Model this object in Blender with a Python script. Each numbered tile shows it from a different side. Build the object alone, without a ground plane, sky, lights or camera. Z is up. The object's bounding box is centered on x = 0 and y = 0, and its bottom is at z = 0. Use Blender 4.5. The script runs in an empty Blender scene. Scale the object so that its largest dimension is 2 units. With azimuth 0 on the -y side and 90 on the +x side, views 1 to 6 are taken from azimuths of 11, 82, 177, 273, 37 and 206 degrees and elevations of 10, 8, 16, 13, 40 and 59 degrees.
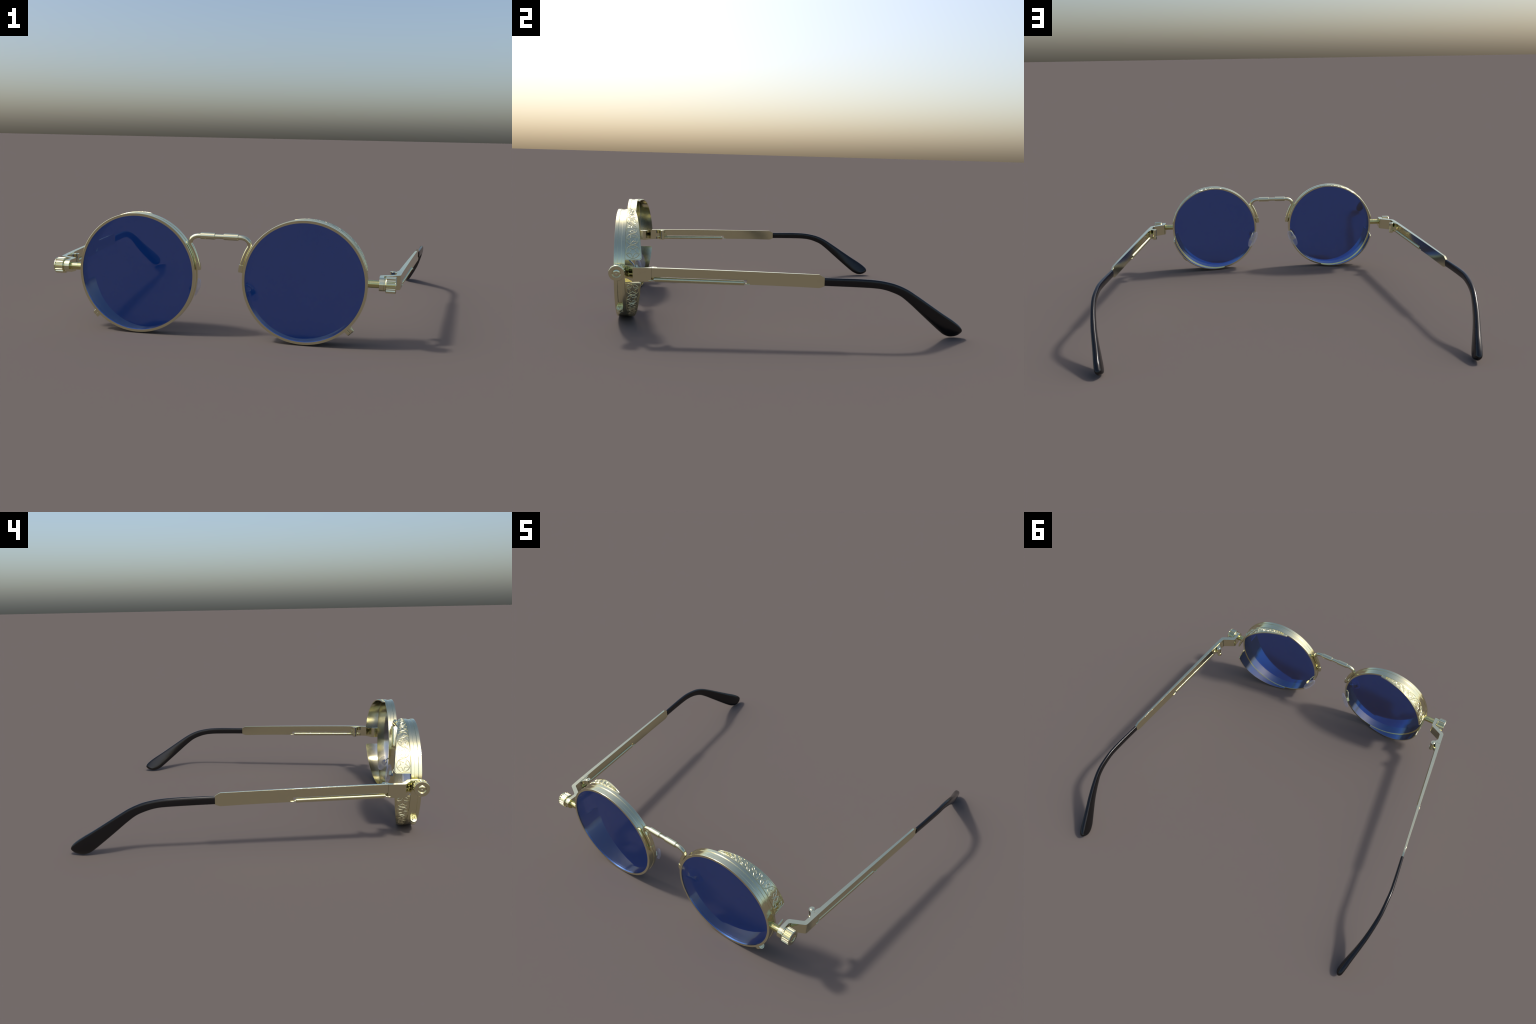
"""Steampunk-style round sunglasses: pale gold frame, blue mirror lenses, star-embossed side shields,
spring-loaded temples with black ear tips.  Built part by part; the two sides are mirrored."""
import bpy, bmesh, math
from mathutils import Vector

PI = math.pi
# ------------------------------------------------------------------ key dimensions (metres)
FRAME_X = 0.005                    # the front frame sits a touch off the centre line
RIM_CX, RIM_CZ = 0.407, 0.2953     # rim centre (per side)
RIM_R = 0.293                      # outer radius
Y_FRONT, Y_BACK = -0.878, -0.823   # rim depth
AXIS_Y, AXIS_Z = -0.854, 0.3085    # thumb-screw axis
HINGE_Y = -0.684                   # split between end piece and temple

# ------------------------------------------------------------------ materials
def principled(name, color, metallic=0.0, rough=0.3, alpha=1.0, grain=0.0, grain_scale=60.0, coat=0.0):
    m = bpy.data.materials.new(name)
    m.use_nodes = True
    nt = m.node_tree
    b = nt.nodes["Principled BSDF"]
    b.inputs["Base Color"].default_value = (*color, 1)
    b.inputs["Metallic"].default_value = metallic
    b.inputs["Roughness"].default_value = rough
    b.inputs["Alpha"].default_value = alpha
    b.inputs["Coat Weight"].default_value = coat
    if grain > 0:
        tc = nt.nodes.new("ShaderNodeTexCoord")
        n = nt.nodes.new("ShaderNodeTexNoise")
        n.inputs["Scale"].default_value = grain_scale
        n.inputs["Detail"].default_value = 4
        mr = nt.nodes.new("ShaderNodeMapRange")
        mr.inputs["To Min"].default_value = max(0.0, rough - grain)
        mr.inputs["To Max"].default_value = rough + grain
        nt.links.new(tc.outputs["Object"], n.inputs["Vector"])
        nt.links.new(n.outputs["Fac"], mr.inputs["Value"])
        nt.links.new(mr.outputs["Result"], b.inputs["Roughness"])
    return m

GOLD = principled("pale_gold_metal", (0.80, 0.77, 0.50), 1.0, 0.12, grain=0.01)
GOLD_SATIN = principled("pale_gold_satin", (0.80, 0.77, 0.50), 1.0, 0.14, grain=0.012)
DEEP_YELLOW = principled("deep_yellow_metal", (0.64, 0.60, 0.26), 1.0, 0.12, grain=0.01)
LENS = principled("blue_mirror_lens", (0.008, 0.120, 0.70), 1.0, 0.025, alpha=0.67)
PAD = principled("clear_silicone", (0.62, 0.62, 0.70), 0.0, 0.3, alpha=0.27)
BLACK = principled("black_acetate", (0.003, 0.003, 0.0035), 0.0, 0.2)

# ------------------------------------------------------------------ helpers
ROOT = bpy.data.objects.new("round_sunglasses", None)
bpy.context.scene.collection.objects.link(ROOT)
ROOT["label"] = "round gold sunglasses with blue mirror lenses and star side shields"
ROOT["category"] = "sunglasses"

def add(name, verts, faces, mat, parent=None, side=1, dx=0.0, bevel=0.0, segs=2, sharp=35, bev_angle=40):
    """mesh object from python data; side=-1 mirrors in x; dx shifts afterwards"""
    me = bpy.data.meshes.new(name)
    me.from_pydata([(v[0] * side + dx, v[1], v[2]) for v in verts], [], faces)
    bm = bmesh.new(); bm.from_mesh(me)
    bmesh.ops.remove_doubles(bm, verts=bm.verts, dist=1e-6)
    bmesh.ops.recalc_face_normals(bm, faces=bm.faces)
    bm.to_mesh(me); bm.free()
    for p in me.polygons: p.use_smooth = True
    ob = bpy.data.objects.new(name, me)
    bpy.context.scene.collection.objects.link(ob)
    me.materials.append(mat)
    if bevel > 0:
        md = ob.modifiers.new("bevel", 'BEVEL')
        md.width = bevel; md.segments = segs; md.limit_method = 'ANGLE'
        md.angle_limit = math.radians(bev_angle); md.harden_normals = True
    else:
        me.set_sharp_from_angle(angle=math.radians(sharp))
    ob.parent = parent or ROOT
    return ob

def loft(rings, closed_path=False, caps=True):
    n = len(rings[0]); m = len(rings); V = [p for r in rings for p in r]; F = []
    for i in range(m if closed_path else m - 1):
        a, b = i * n, ((i + 1) % m) * n
        for j in range(n):
            k = (j + 1) % n
            F.append((a + j, a + k, b + k, b + j))
    if caps and not closed_path:
        F.append(tuple(range(n - 1, -1, -1))); F.append(tuple(range((m - 1) * n, m * n)))
    return V, F

def merge(*parts):
    V, F = [], []
    for v, f in parts:
        o = len(V); V += list(v); F += [tuple(i + o for i in q) for q in f]
    return V, F

def lerp(a, b, t): return a + (b - a) * t

def interp(x, xs, ys):
    if x <= xs[0]: return ys[0]
    for i in range(len(xs) - 1):
        if x <= xs[i + 1]:
            return lerp(ys[i], ys[i + 1], (x - xs[i]) / (xs[i + 1] - xs[i]))
    return ys[-1]

def spline(pts, n):
    """Catmull-Rom through tuples, n samples per span"""
    P = [tuple(2 * a - b for a, b in zip(pts[0], pts[1]))] + list(pts) + [tuple(2 * a - b for a, b in zip(pts[-1], pts[-2]))]
    out = []
    for i in range(1, len(P) - 2):
        for k in range(n):
            t = k / n
            out.append(tuple(0.5 * (2 * p1 + (p2 - p0) * t + (2 * p0 - 5 * p1 + 4 * p2 - p3) * t * t + (3 * p1 - p0 - 3 * p2 + p3) * t ** 3)
                             for p0, p1, p2, p3 in zip(P[i - 1], P[i], P[i + 1], P[i + 2])))
    out.append(tuple(pts[-1]))
    return out

def tube(path, r, seg=12, caps=True):
    """round tube along a 3D polyline; r number or list"""
    P = [Vector(p) for p in path]; rings = []; up = None
    for i, p in enumerate(P):
        t = (P[min(i + 1, len(P) - 1)] - P[max(i - 1, 0)]).normalized()
        if up is None:
            up = Vector((0, 0, 1)) if abs(t.z) < 0.9 else Vector((0, 1, 0))
        a = t.cross(up).normalized(); up = a.cross(t).normalized()
        rr = r[i] if isinstance(r, (list, tuple)) else r
        rings.append([tuple(p + a * (rr * math.cos(2 * PI * j / seg)) + up * (rr * math.sin(2 * PI * j / seg))) for j in range(seg)])
    return loft(rings, caps=caps)

def lathe_x(profile, cy, cz, seg=48):
    """profile of (x, radius) spun about the line y=cy, z=cz"""
    return loft([[(x, cy + max(r, 1e-5) * math.cos(2 * PI * j / seg), cz + max(r, 1e-5) * math.sin(2 * PI * j / seg)) for j in range(seg)] for x, r in profile])

def prism(poly, z0, z1):
    """vertical prism over an (x, y) polygon"""
    return loft([[(x, y, z0) for x, y in poly], [(x, y, z1) for x, y in poly]])

def box(c, ax, ay, az):
    c = Vector(c); ax, ay, az = Vector(ax), Vector(ay), Vector(az)
    return loft([[tuple(c + ax * i + ay * j + az * k) for i, j in ((-1, -1), (1, -1), (1, 1), (-1, 1))] for k in (-1, 1)])

# ------------------------------------------------------------------ rim and lens
def ring_point(theta, r, y):
    return (RIM_CX + r * math.cos(theta), y, RIM_CZ + r * math.sin(theta))

RIM_PROFILE = [  # (y, radius): three bands with a recessed middle band, thin bezel in front
    (-0.8788, 0.2803), (-0.8788, 0.2916), (-0.8784, 0.2926), (-0.8774, 0.2930), (-0.8625, 0.2930), (-0.8612, 0.2925),
    (-0.8606, 0.2906), (-0.8596, 0.2903), (-0.8428, 0.2903), (-0.8418, 0.2906), (-0.8412, 0.2925), (-0.8400, 0.2930),
    (-0.8250, 0.2930), (-0.8236, 0.2926), (-0.8230, 0.2915), (-0.8232, 0.2826), (-0.8238, 0.2818)]

def build_rim(s):
    n = 192
    rings = [[ring_point(2 * PI * i / n, r, y) for y, r in RIM_PROFILE] for i in range(n)]
    V, F = loft(rings, closed_path=True)
    rim = add("rim", V, F, GOLD_SATIN, side=s, dx=FRAME_X, sharp=15)
    # flat mirror lens seated flush in the bezel
    n = 128
    V = []; F = []
    for y in (-0.8748, -0.8690):
        V += [ring_point(2 * PI * i / n, 0.2815, y) for i in range(n)]
    F = [tuple(range(n)), tuple(range(2 * n - 1, n - 1, -1))] + [(i, (i + 1) % n, n + (i + 1) % n, n + i) for i in range(n)]
    add("lens", V, F, LENS, parent=rim, side=s, dx=FRAME_X, sharp=30)
    # closing barrel at the lower outer rim, axis along the tangent at 45 degrees below
    ang = -PI / 4
    rad = Vector((math.cos(ang), 0, math.sin(ang))); tan = Vector((-math.sin(ang), 0, math.cos(ang))); c = Vector((RIM_CX, -0.8548, RIM_CZ))
    prof = [(0.288, -0.0165), (0.3045, -0.0165)] + [(0.3045 + 0.0165 * math.sin(a), -0.0165 * math.cos(a)) for a in [PI * k / 14 for k in range(1, 14)]] + [(0.3045, 0.0165), (0.288, 0.0165)]
    rings = [[tuple(c + rad * r + Vector((0, y, 0)) + tan * t) for r, y in prof] for t in (-0.0165, -0.0006, 0.0006, 0.0165)]
    V, F = loft([rings[0], rings[1]]); V2, F2 = loft([rings[2], rings[3]])
    clamp = add("rim_clamp", *merge((V, F), (V2, F2)), GOLD, parent=rim, side=s, dx=FRAME_X, bevel=0.0012)
    # slotted screw in the upper end of the barrel
    o = c + rad * 0.3045 + tan * 0.0165; yv = Vector((0, 1, 0))
    def disc(prof):
        return loft([[tuple(o + tan * h + (rad * math.cos(2 * PI * j / 24) + yv * math.sin(2 * PI * j / 24)) * r) for j in range(24)] for h, r in prof])
    head = disc([(-0.004, 0.0105), (0.0010, 0.0105), (0.0022, 0.0092), (0.0028, 0.006), (0.0028, 0.0045), (0.0012, 0.004), (0.0012, 0.0001)])
    bar = box(o + tan * 0.0026, rad * 0.0085, yv * 0.0012, tan * 0.0010)
    add("clamp_screw", *merge(head, bar), GOLD, parent=rim, side=s, dx=FRAME_X)
    return rim

# ------------------------------------------------------------------ side shields with star medallions
SH_A0, SH_A1 = math.radians(11.4), math.radians(102.0)
def shield_back(theta, up=True):
    if not up:
        return interp(math.degrees(theta), [11, 16, 27, 44, 60, 80, 102], [-0.7400, -0.7440, -0.7495, -0.7620, -0.7745, -0.7915, -0.8125])
    return interp(math.degrees(theta), [11, 19, 28.5, 40, 50, 60, 70.5, 82, 102], [-0.7385, -0.7412, -0.7460, -0.7525, -0.7585, -0.7660, -0.7752, -0.7853, -0.8097])

def build_shield(s, up, rim):
    ro, ri = RIM_R, 0.2872
    flip = 1 if up else -1
    def P(theta, y, r): return ring_point(theta * flip, r - 0.0006 - 0.036 * (y + 0.8226), y)
    rc = 0.014
    ths = [SH_A0 + (rc / ro) * (1 - math.cos(PI / 2 * k / 8)) for k in range(9)]
    ths += [lerp(ths[-1], SH_A1, k / 64) for k in range(1, 65)]
    ny = 8; rings = []
    for th in ths:
        d = (th - SH_A0) * ro
        yb = shield_back(th, up)
        if d < rc: yb -= rc - math.sqrt(max(0, rc * rc - (rc - d) ** 2))
        ys = [lerp(-0.8226, yb, k / ny) for k in range(ny + 1)]
        rings.append([P(th, y, ro) for y in ys] + [P(th, y, ri) for y in reversed(ys)])
    V, F = loft(rings)
    sh = add("side_shield", V, F, GOLD_SATIN, side=s, dx=FRAME_X, bevel=0.0022, segs=3, bev_angle=50)
    # local flat coordinates: a = arc length from the outer end, b = y
    def ridge(*rows):
        n = len(rows[0]); V = []
        for lst, h in zip(rows, (-0.0004, 0.0013, 0.0021, 0.0021, 0.0013, -0.0004)):
            V += [P(SH_A0 + a / ro, b, ro + h) for a, b in lst]
        F = []
        for k in range(5):
            for j in range(n):
                F.append((k * n + j, k * n + (j + 1) % n, (k + 1) * n + (j + 1) % n, (k + 1) * n + j))
        return V, F
    def offset(poly, d):
        out = []; n = len(poly)
        for i in range(n):
            p0, p, p1 = Vector(poly[i - 1]), Vector(poly[i]), Vector(poly[(i + 1) % n])
            e0 = (p - p0).normalized(); e1 = (p1 - p).normalized()
            n0 = Vector((e0.y, -e0.x)); n1 = Vector((e1.y, -e1.x))
            m = (n0 + n1).normalized(); out.append(tuple(p + m * (d / max(0.35, m.dot(n0)))))
        return out
    def ridge_poly(poly, w):
        return ridge(*[offset(poly, w * q) for q in (1, 0.62, 0.2, -0.2, -0.62, -1)])
    a = 0.0075; i = 0
    while True:
        # circle fills the band between the rim and the back border
        R = 0.03
        for _ in range(8):
            th = SH_A0 + (a + R) / ro
            lo, hi = -0.8200, shield_back(th, up) - 0.0062
            R = (hi - lo) / 2
        if R < 0.0052 or (a + 2 * R) / ro > SH_A1 - SH_A0 - 0.01: break
        ca, cb = a + R, (lo + hi) / 2
        w = min(0.0025, R * 0.12)
        circ = [(ca + (R - w) * math.cos(2 * PI * k / 40), cb + (R - w) * math.sin(2 * PI * k / 40)) for k in range(40)]
        rot = PI + (0.32 * i if i % 3 else -0.1 * i)
        star = [(ca + (R - 1.6 * w) * q * math.cos(rot + PI * k / 5), cb + (R - 1.6 * w) * q * math.sin(rot + PI * k / 5)) for k in range(10) for q in ((1.0 if k % 2 == 0 else 0.40),)]
        add("star_medallion", *merge(ridge_poly(circ, w), ridge_poly(star, w * 0.85)), GOLD, parent=sh, side=s, dx=FRAME_X, sharp=60)
        a += 2 * R - 0.2 * w; i += 1
    # raised border line round the panel
    back = []
    a0, a1 = 0.0048, (SH_A1 - SH_A0) * ro - 0.004
    pts = [(a0, -0.8205)]
    rr = 0.010
    for k in range(7):
        t = PI / 2 * k / 6
        pts.append((a0 + rr - rr * math.cos(t), shield_back(SH_A0 + a0 / ro, up) - 0.0045 - rr + rr * math.sin(t)))
    for k in range(1, 41):
        aa = lerp(a0 + rr, a1, k / 40); pts.append((aa, shield_back(SH_A0 + aa / ro, up) - 0.0042))
    pts.append((a1, -0.8205))
    for k in range(1, 40): pts.append((lerp(a1, a0, k / 40), -0.8205))
    add("panel_border", *ridge_poly(pts, 0.0016), GOLD, parent=sh, side=s, dx=FRAME_X, sharp=60)

# ------------------------------------------------------------------ bridge
def build_bridge():
    y0 = -0.8545
    right = [(0.0, 0.4915), (0.06, 0.4915), (0.0918, 0.4915), (0.1100, 0.4903), (0.1250, 0.4855), (0.1365, 0.4765), (0.1430, 0.4650)]
    right += [(RIM_CX + 0.3062 * math.cos(a), RIM_CZ + 0.3062 * math.sin(a)) for a in [math.radians(d) for d in (149, 154, 160, 166, 172.5)]]
    half = spline(right, 8)
    # cross-section: round tube that flattens into a squarish strip hugging the rim
    rings = []
    pts = [(-x, z) for x, z in reversed(half)][:-1] + half
    n = 24; m = len(pts)
    for i, (x, z) in enumerate(pts):
        xa, za = pts[max(0, i - 1)]; xb, zb = pts[min(m - 1, i + 1)]
        t = Vector((xb - xa, 0, zb - za)).normalized(); nn = Vector((-t.z, 0, t.x))
        q = min(1, max(0, (0.470 - z) / 0.02))
        hr, hy, e = lerp(0.0115, 0.0098, q), lerp(0.0115, 0.0088, q), lerp(1.0, 0.62, q)
        ring = []
        for k in range(n):
            c, sn = math.cos(2 * PI * k / n), math.sin(2 * PI * k / n)
            u = math.copysign(abs(c) ** e, c) * hr; v = math.copysign(abs(sn) ** e, sn) * hy
            ring.append((x + nn.x * u, y0 + v, z + nn.z * u))
        rings.append(ring)
    bridge = add("bridge", *loft(rings), GOLD, dx=FRAME_X, sharp=40)
    for s in (1, -1):
        prof = [(0.0212, 0.0100), (0.0212, 0.0152), (0.0222, 0.0160), (0.0905, 0.0160), (0.0915, 0.0152), (0.0915, 0.0100)]
        add("bridge_sleeve", *lathe_x(prof, y0, 0.4915, 40), GOLD, parent=bridge, side=s, dx=FRAME_X - 0.001, sharp=30)
        # squared collar closing the strip at the rim
        angs = [math.radians(lerp(167.6, 174.2, k / 6)) for k in range(7)]
        rings = []
        for k, a in enumerate(angs):
            sc = 1.0 if k < 5 else (0.97 if k == 5 else 0.86)
            c = Vector(ring_point(a, 0.3055, y0)); rad = Vector((math.cos(a), 0, math.sin(a)))
            ring = []
            for j in range(20):
                cc, sn = math.cos(2 * PI * j / 20), math.sin(2 * PI * j / 20)
                u = math.copysign(abs(cc) ** 0.5, cc) * 0.0125 * sc; v = math.copysign(abs(sn) ** 0.5, sn) * 0.0112 * sc
                ring.append(tuple(c + rad * u + Vector((0, v, 0))))
            rings.append(ring)
        add("strip_collar", *loft(rings), GOLD, parent=bridge, side=s, dx=FRAME_X, sharp=40)
    return bridge

# ------------------------------------------------------------------ nose pads
def build_pad(s, rim):
    c = Vector((0.1397, -0.7868, 0.2204))
    major = Vector((0.490, 0.237, -0.839)).normalized()
    minor = Vector((0.649, 0.544, 0.533)); minor = (minor - major * minor.dot(major)).normalized()
    nor = major.cross(minor).normalized()
    if nor.x > 0: nor = -nor           # pad faces the nose
    A, B, T = 0.0580, 0.0285, 0.0066
    rings = []; n = 40
    for h, k in ((-1, 0.0), (-1, 0.55), (-0.94, 0.82), (-0.7, 0.93), (-0.3, 0.985), (0, 1), (0.3, 0.985), (0.7, 0.93), (0.94, 0.82), (1, 0.55), (1, 0.0)):
        kk = max(k, 1e-4)
        rings.append([tuple(c + nor * (T * h) + major * (A - B * (1 - kk)) * math.cos(2 * PI * j / n) * (1 if k > 0 else 1e-4) + minor * (B * kk * math.sin(2 * PI * j / n))) for j in range(n)])
    pad = add("nose_pad", *loft(rings), PAD, side=s, dx=FRAME_X, sharp=60)
    bc = c - nor * 0.0180
    add("pad_mount", *box(bc, major * 0.0135, minor * 0.0125, nor * 0.0085), GOLD, parent=pad, side=s, dx=FRAME_X, bevel=0.0012)
    a = math.radians(187)
    start = Vector(ring_point(a, 0.2800, -0.842)); end = bc - nor * 0.007
    path = spline([tuple(start + Vector((-0.006, -0.002, 0))), tuple(start + Vector((0.005, 0.006, -0.001))), tuple(start.lerp(end, 0.5) + Vector((0.004, 0.006, 0.004))), tuple(end)], 8)
    add("pad_arm", *tube(path, 0.0038, 10), GOLD, parent=pad, side=s, dx=FRAME_X)

# ------------------------------------------------------------------ thumb screw, end piece, temple
def fillet(p0, p, p1, r, n=6):
    p0, p, p1 = Vector(p0), Vector(p), Vector(p1)
    d0 = (p0 - p).normalized(); d1 = (p1 - p).normalized()
    out = []
    for k in range(n + 1):
        t = k / n
        out.append(tuple((p + d0 * r) * (1 - t) ** 2 + p * 2 * t * (1 - t) + (p + d1 * r) * t * t))
    return out

A_, B_, C_, D_ = (0.7750, -0.8855), (0.7748, -0.8117), (0.8495, -0.7715), (0.9610, 0.1570)
E_, F_, G_, H_ = (0.9505, 0.1570), (0.8285, -0.7570), (0.7555, -0.7945), (0.7543, -0.8855)

def arm_chain():
    """matched outer / inner plan points from the screw plate back to the ear-tip joint"""
    o, i = [], []
    for k in range(15):                                   # rounded front of the plate
        y = AXIS_Y - 0.0315 * math.cos(PI / 2 * k / 14)
        o.append((A_[0], y)); i.append((H_[0], y))
    fb = fillet(A_, B_, C_, 0.007); fg = fillet(H_, G_, F_, 0.014)
    fc = fillet(B_, C_, D_, 0.011); ff = fillet(G_, F_, E_, 0.007)
    o += fb + fc; i += fg + ff
    ys = [HINGE_Y - 0.0004, HINGE_Y + 0.0004, -0.6, -0.45, -0.3, -0.2212, -0.2210, -0.1, 0.03, 0.1305, 0.1385, 0.1475, 0.1570]
    for y in ys:
        for (p, q, lst) in ((C_, D_, o), (F_, E_, i)):
            t = (y - p[1]) / (q[1] - p[1]); lst.append((lerp(p[0], q[0], t), y))
    return o, i

def arm_top(y):
    if y < AXIS_Y: return AXIS_Z + math.sqrt(max(1e-8, 0.0315 ** 2 - (y - AXIS_Y) ** 2))
    return interp(y, [AXIS_Y, -0.81, -0.77, -0.65, -0.386, -0.13, 0.1305, 0.1385, 0.1475, 0.157], [0.340, 0.3395, 0.3385, 0.3405, 0.3375, 0.3335, 0.3284, 0.3245, 0.3195, 0.3140])
def arm_bottom(y):
    if y < AXIS_Y: return AXIS_Z - math.sqrt(max(1e-8, 0.0315 ** 2 - (y - AXIS_Y) ** 2))
    z = interp(y, [AXIS_Y, -0.81, -0.77, -0.68, -0.2, 0.0, 0.1305, 0.1385, 0.1475, 0.157], [0.277, 0.274, 0.270, 0.2725, 0.2700, 0.2665, 0.2620, 0.2640, 0.2675, 0.2715])
    if HINGE_Y < y < -0.2211: z = lerp(0.2985, 0.2922, (y - HINGE_Y) / 0.463)   # slot for the spring
    return z

def arm_mid_x(y):
    t = (y - C_[1]) / (D_[1] - C_[1]); u = (y - F_[1]) / (E_[1] - F_[1])
    return (lerp(C_[0], D_[0], t) + lerp(F_[0], E_[0], u)) / 2

def arm_rings(o, i):
    rings = []
    for (xo, yo), (xi, yi) in zip(o, i):
        rings.append([(xo, yo, arm_bottom(yo)), (xo, yo, arm_top(yo)), (xi, yi, arm_top(yi)), (xi, yi, arm_bottom(yi))])
    return rings

PIN = (0.8168, -0.6747)

def build_screw(s):
    # threaded rod from the rim to the plate
    prof = [(RIM_CX + 0.2895 + FRAME_X * s, 0.0178), (0.716, 0.0178)]
    x = 0.716
    while x < 0.755:
        prof += [(x + 0.0010, 0.0178), (x + 0.0022, 0.0181), (x + 0.0034, 0.0181), (x + 0.0046, 0.0178)]; x += 0.0048
    prof += [(0.760, 0.0178)]
    rod = add("screw_rod", *lathe_x(prof, AXIS_Y, AXIS_Z, 40), DEEP_YELLOW, side=s, sharp=50)
    add("rod_washer", *lathe_x([(0.7745, 0.012), (0.7752, 0.0300), (0.7764, 0.0312), (0.7815, 0.0312), (0.7826, 0.0300), (0.7850, 0.029), (0.7850, 0.012)], AXIS_Y, AXIS_Z, 48), GOLD, parent=rod, side=s)
    # knurled knob
    teeth = 18; R = 0.0390
    ang = []
    for k in range(teeth):
        for f, d in ((0.0, 0.0), (0.26, 0.0), (0.55, 0.0048), (0.71, 0.0048)):
            ang.append(((k + f) * 2 * PI / teeth, d))
    rings = []
    for x, rr, cut in ((0.7832, 0.0350, 0), (0.7842, 0.0380, 0), (0.7858, 0.0389, 0), (0.7864, 0.0389, 1), (0.8258, 0.0389, 1), (0.8264, 0.0389, 0),
                       (0.8285, 0.0387, 0), (0.8302, 0.0375, 0), (0.8308, 0.0355, 0), (0.8308, 0.0330, 0)):
        rings.append([(x, AXIS_Y + (rr - d * cut) * math.cos(a), AXIS_Z + (rr - d * cut) * math.sin(a)) for a, d in ang])
    def circ(x, r): return [(x, AXIS_Y + r * math.cos(a), AXIS_Z + r * math.sin(a)) for a, d in ang]
    rings += [circ(0.8308, 0.0222), (circ(0.8302, 0.0214)), circ(0.8268, 0.0206), circ(0.8262, 0.0196)]
    rings += [circ(0.8262 + 0.0052 * math.sin(PI / 2 * k / 8), 0.0190 * math.cos(PI / 2 * k / 8)) for k in range(0, 7)]
    rings += [circ(0.8306, 0.0042), circ(0.8296, 0.0030), circ(0.8294, 0.0004)]
    add("thumb_knob", *loft(rings), GOLD, parent=rod, side=s, sharp=32)

def build_end_piece(s):
    o, i = arm_chain()
    k = next(j for j, p in enumerate(o) if p[1] > HINGE_Y)
    arm = add("end_piece", *loft(arm_rings(o[:k], i[:k])), GOLD, side=s, bevel=0.0009, segs=2, bev_angle=50)
    # front hinge knuckle: teardrop lug carrying the pin, slotted for the temple lug
    px, py = PIN; r = 0.0165
    lug = [(arm_mid_x(-0.722), -0.722), (0.8335, -0.7190), (0.8310, -0.7090), (0.8270, -0.7010), (0.8210, -0.6940)]
    lug += [(px + r * math.cos(a), py + r * math.sin(a)) for a in [math.radians(d) for d in range(255, 60, -15)]]
    lug += [(0.8330, HINGE_Y - 0.0006), (arm_mid_x(HINGE_Y), HINGE_Y - 0.0006)]
    barrel = loft([[(px + 0.0140 * math.cos(2 * PI * j / 28), py + 0.0140 * math.sin(2 * PI * j / 28), z) for j in range(28)] for z in (0.2880, 0.3150)])
    parts = [prism(lug, 0.3140, 0.3368), prism(lug, 0.2715, 0.2890), barrel]
    add("hinge_knuckle", *merge(*parts), GOLD, parent=arm, side=s, sharp=30)
    # pin with domed head
    prof = [(0.268, 0.0001), (0.268, 0.0085), (0.2702, 0.0108), (0.2710, 0.0118), (0.3366, 0.0118)]
    prof += [(0.3368 + 0.0024 * math.sin(PI / 2 * k / 7), 0.0098 * math.cos(PI / 2 * k / 7)) for k in range(0, 8)]
    V, F = loft([[(px + max(rr, 1e-4) * math.cos(2 * PI * j / 28), py + max(rr, 1e-4) * math.sin(2 * PI * j / 28), z) for j in range(28)] for z, rr in prof])
    add("hinge_pin", V, F, GOLD, parent=arm, side=s, sharp=20)

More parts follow.
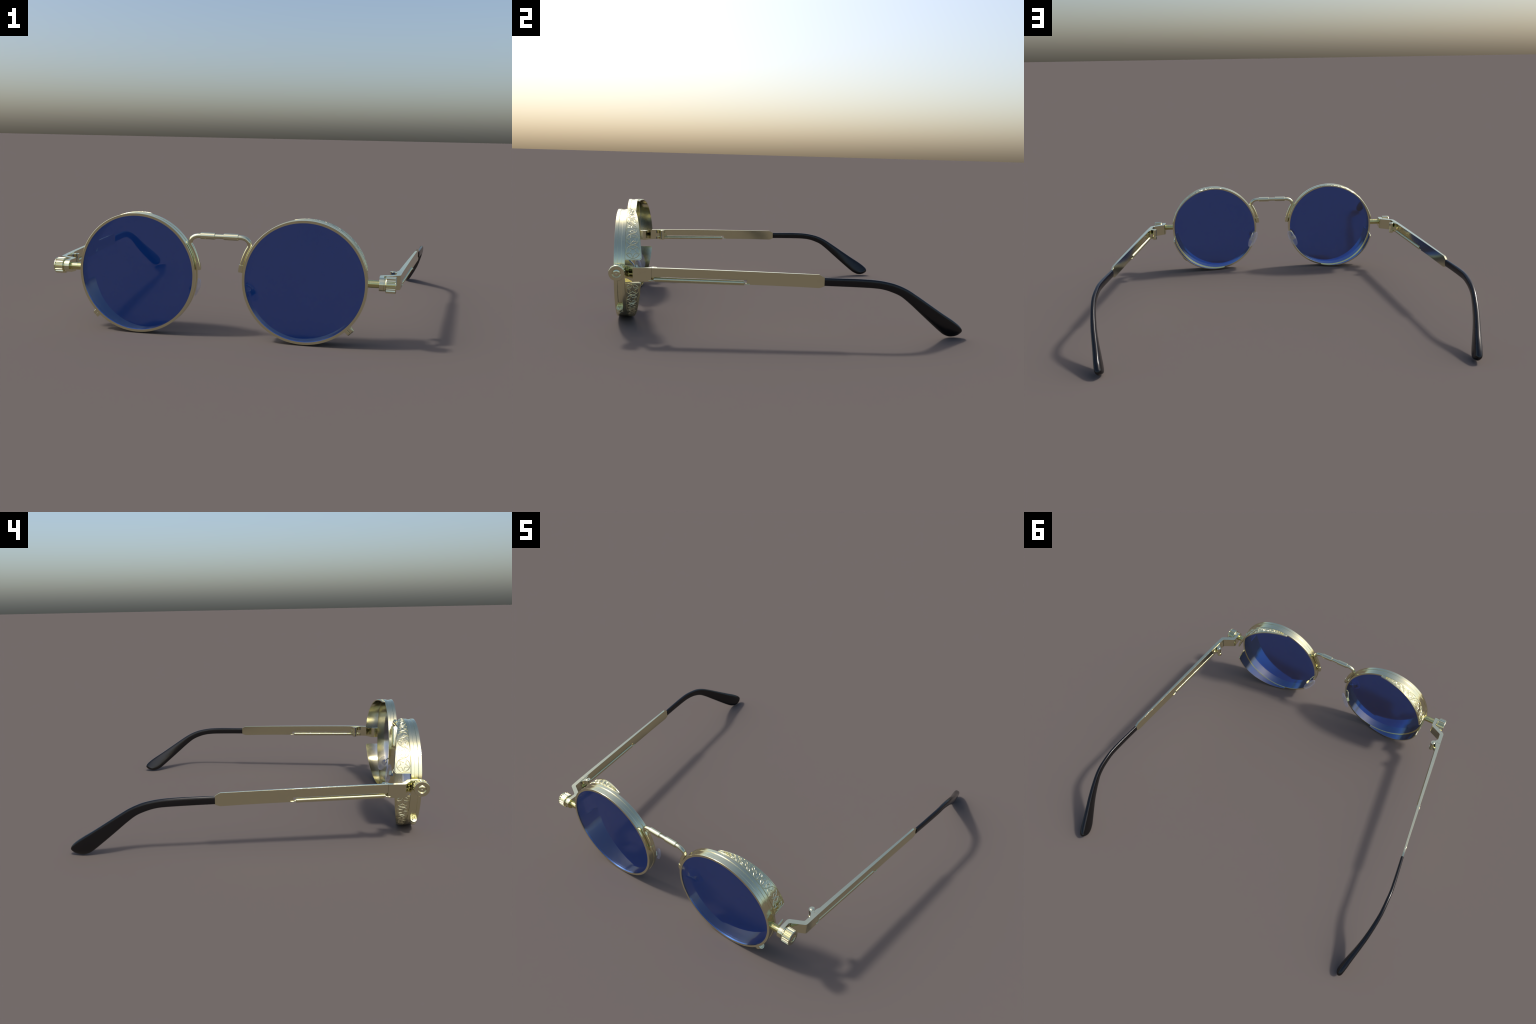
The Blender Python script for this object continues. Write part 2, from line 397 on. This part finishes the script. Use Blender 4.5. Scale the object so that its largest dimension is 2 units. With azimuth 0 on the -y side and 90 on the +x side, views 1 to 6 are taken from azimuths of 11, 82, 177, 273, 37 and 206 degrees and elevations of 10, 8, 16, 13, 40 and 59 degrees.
def build_temple(s):
    o, i = arm_chain()
    k = next(j for j, p in enumerate(o) if p[1] > HINGE_Y)
    temple = add("temple_arm", *loft(arm_rings(o[k:], i[k:])), GOLD, side=s, bevel=0.0009, segs=2, bev_angle=35)
    px, py = PIN; r = 0.0145
    lug = [(arm_mid_x(-0.640), -0.640), (arm_mid_x(-0.640) - 0.008, -0.642), (0.8300, -0.6560)]
    lug += [(px + r * math.cos(a), py + r * math.sin(a)) for a in [math.radians(d) for d in range(60, 271, 15)]]
    lug += [(0.8330, HINGE_Y + 0.0006), (arm_mid_x(HINGE_Y), HINGE_Y + 0.0006)]
    wedge = [(arm_mid_x(HINGE_Y), HINGE_Y + 0.0006), (0.8310, HINGE_Y + 0.0006), (0.8320, -0.6720), (0.8345, -0.6610), (0.8425, -0.6440), (arm_mid_x(-0.640), -0.640)]
    add("temple_knuckle", *merge(prism(lug, 0.2905, 0.3125), prism(wedge, 0.2990, 0.3378)), GOLD, parent=temple, side=s, sharp=30)
    # extension spring in the slot
    ya, yb = -0.6690, -0.2345
    za, zb = 0.2817, 0.2762
    wire, R = 0.0027, 0.0097
    turns = int((yb - ya) / 0.0043)
    N = turns * 18; path = []
    for q in range(N + 1):
        t = q / N; a = 2 * PI * turns * t
        y = lerp(ya, yb, t)
        path.append((arm_mid_x(y) + R * math.cos(a), y, lerp(za, zb, t) + R * math.sin(a)))
    spring = add("tension_spring", *tube(path, wire, 6), GOLD, parent=temple, side=s, sharp=80)
    # wire hooks through the temple at both ends
    for ye, zc, d in ((ya, za, -1), (yb, zb, 1)):
        h = 0.5 * (0.0205 if d < 0 else 0.0160) + 0.0022
        m = arm_mid_x(ye)
        yh = ye + d * 0.0265
        mh = arm_mid_x(yh)
        pts = [(m + 0.004, ye - d * 0.001, zc + 0.009), (m + 0.007, ye + d * 0.005, zc - 0.001), (mh + h, ye + d * 0.014, zc - 0.004),
               (mh + h, yh - d * 0.004, zc - 0.004), (mh + h - 0.002, yh, zc - 0.0042), (mh - h + 0.002, yh, zc - 0.0042),
               (mh - h, yh - d * 0.004, zc - 0.0042), (mh - h, ye + d * 0.015, zc - 0.004), (m - 0.006, ye + d * 0.006, zc - 0.002)]
        add("spring_hook", *tube(spline(pts, 5), 0.0024, 8), GOLD, parent=temple, side=s, sharp=80)
    # black ear tip: flat oval section that droops, flares and twists in toward the head
    top = [(.1565, .3138), (.240, .3137), (.318, .3133), (.398, .3095), (.460, .3004), (.514, .2861), (.570, .2613), (.627, .2264), (.686, .1878),
           (.766, .1356), (.828, .0971), (.864, .0718), (.882, .0555), (.8915, .0430), (.8940, .0350), (.8932, .0310)]
    bot = [(.1565, .2730), (.242, .2720), (.320, .2706), (.392, .2680), (.440, .2622), (.482, .2505), (.533, .2285), (.583, .1915), (.645, .1382),
           (.708, .0842), (.764, .0375), (.794, .0165), (.826, .0055), (.858, .0085), (.880, .0185), (.8885, .0265)]
    half_t = [.0086, .0092, .0098, .0104, .0110, .0116, .0124, .0134, .0148, .0166, .0184, .0192, .0186, .0160, .0095, .0020]
    st = spline([(a[0], a[1], b[0], b[1], t) for a, b, t in zip(top, bot, half_t)], 6)
    rings = []; n = 28
    Y = [.157, .24, .317, .386, .4527, .5046, .5624, .6619, .7487, .8117, .8628, .89]
    X = [.9565, .968, .978, .9855, .9875, .9884, .9850, .9690, .9460, .9280, .9150, .9095]
    XY = spline(list(zip(Y, X)), 8)
    def centre(y): return interp(y, [p[0] for p in XY], [p[1] for p in XY])
    for q, (ty, tz, by, bz, t) in enumerate(st):
        roll = interp(max(ty, by), [0.58, 0.68, 0.78, 0.85], [0, 0.0025, 0.008, 0.0125])
        roll *= min(1.0, math.hypot(ty - by, tz - bz) / 0.06)
        ct = Vector((centre(ty) + roll, ty, tz)); cb = Vector((centre(by) - roll, by, bz))
        c = (ct + cb) / 2; h = (ct - cb) / 2
        p, r = st[max(0, q - 6)], st[min(len(st) - 1, q + 6)]
        m0, m1 = ((p[0] + p[2]) / 2, (p[1] + p[3]) / 2), ((r[0] + r[2]) / 2, (r[1] + r[3]) / 2)
        along = Vector((centre(m1[0]) - centre(m0[0]), m1[0] - m0[0], m1[1] - m0[1])).normalized()
        nrm = along.cross(h).normalized()
        ring = []
        for k in range(n):
            cc, sn = math.cos(2 * PI * k / n), math.sin(2 * PI * k / n)
            u = math.copysign(abs(cc) ** 0.75, cc); v = math.copysign(abs(sn) ** 0.60, sn)
            ring.append(tuple(c + h * u + nrm * (t * v)))
        rings.append(ring)
    add("ear_tip", *loft(rings), BLACK, parent=temple, side=s, sharp=85)

# ------------------------------------------------------------------ assemble
for s in (1, -1):
    rim = build_rim(s)
    build_shield(s, True, rim)
    build_shield(s, False, rim)
    build_pad(s, rim)
    build_screw(s)
    build_end_piece(s)
    build_temple(s)
build_bridge()
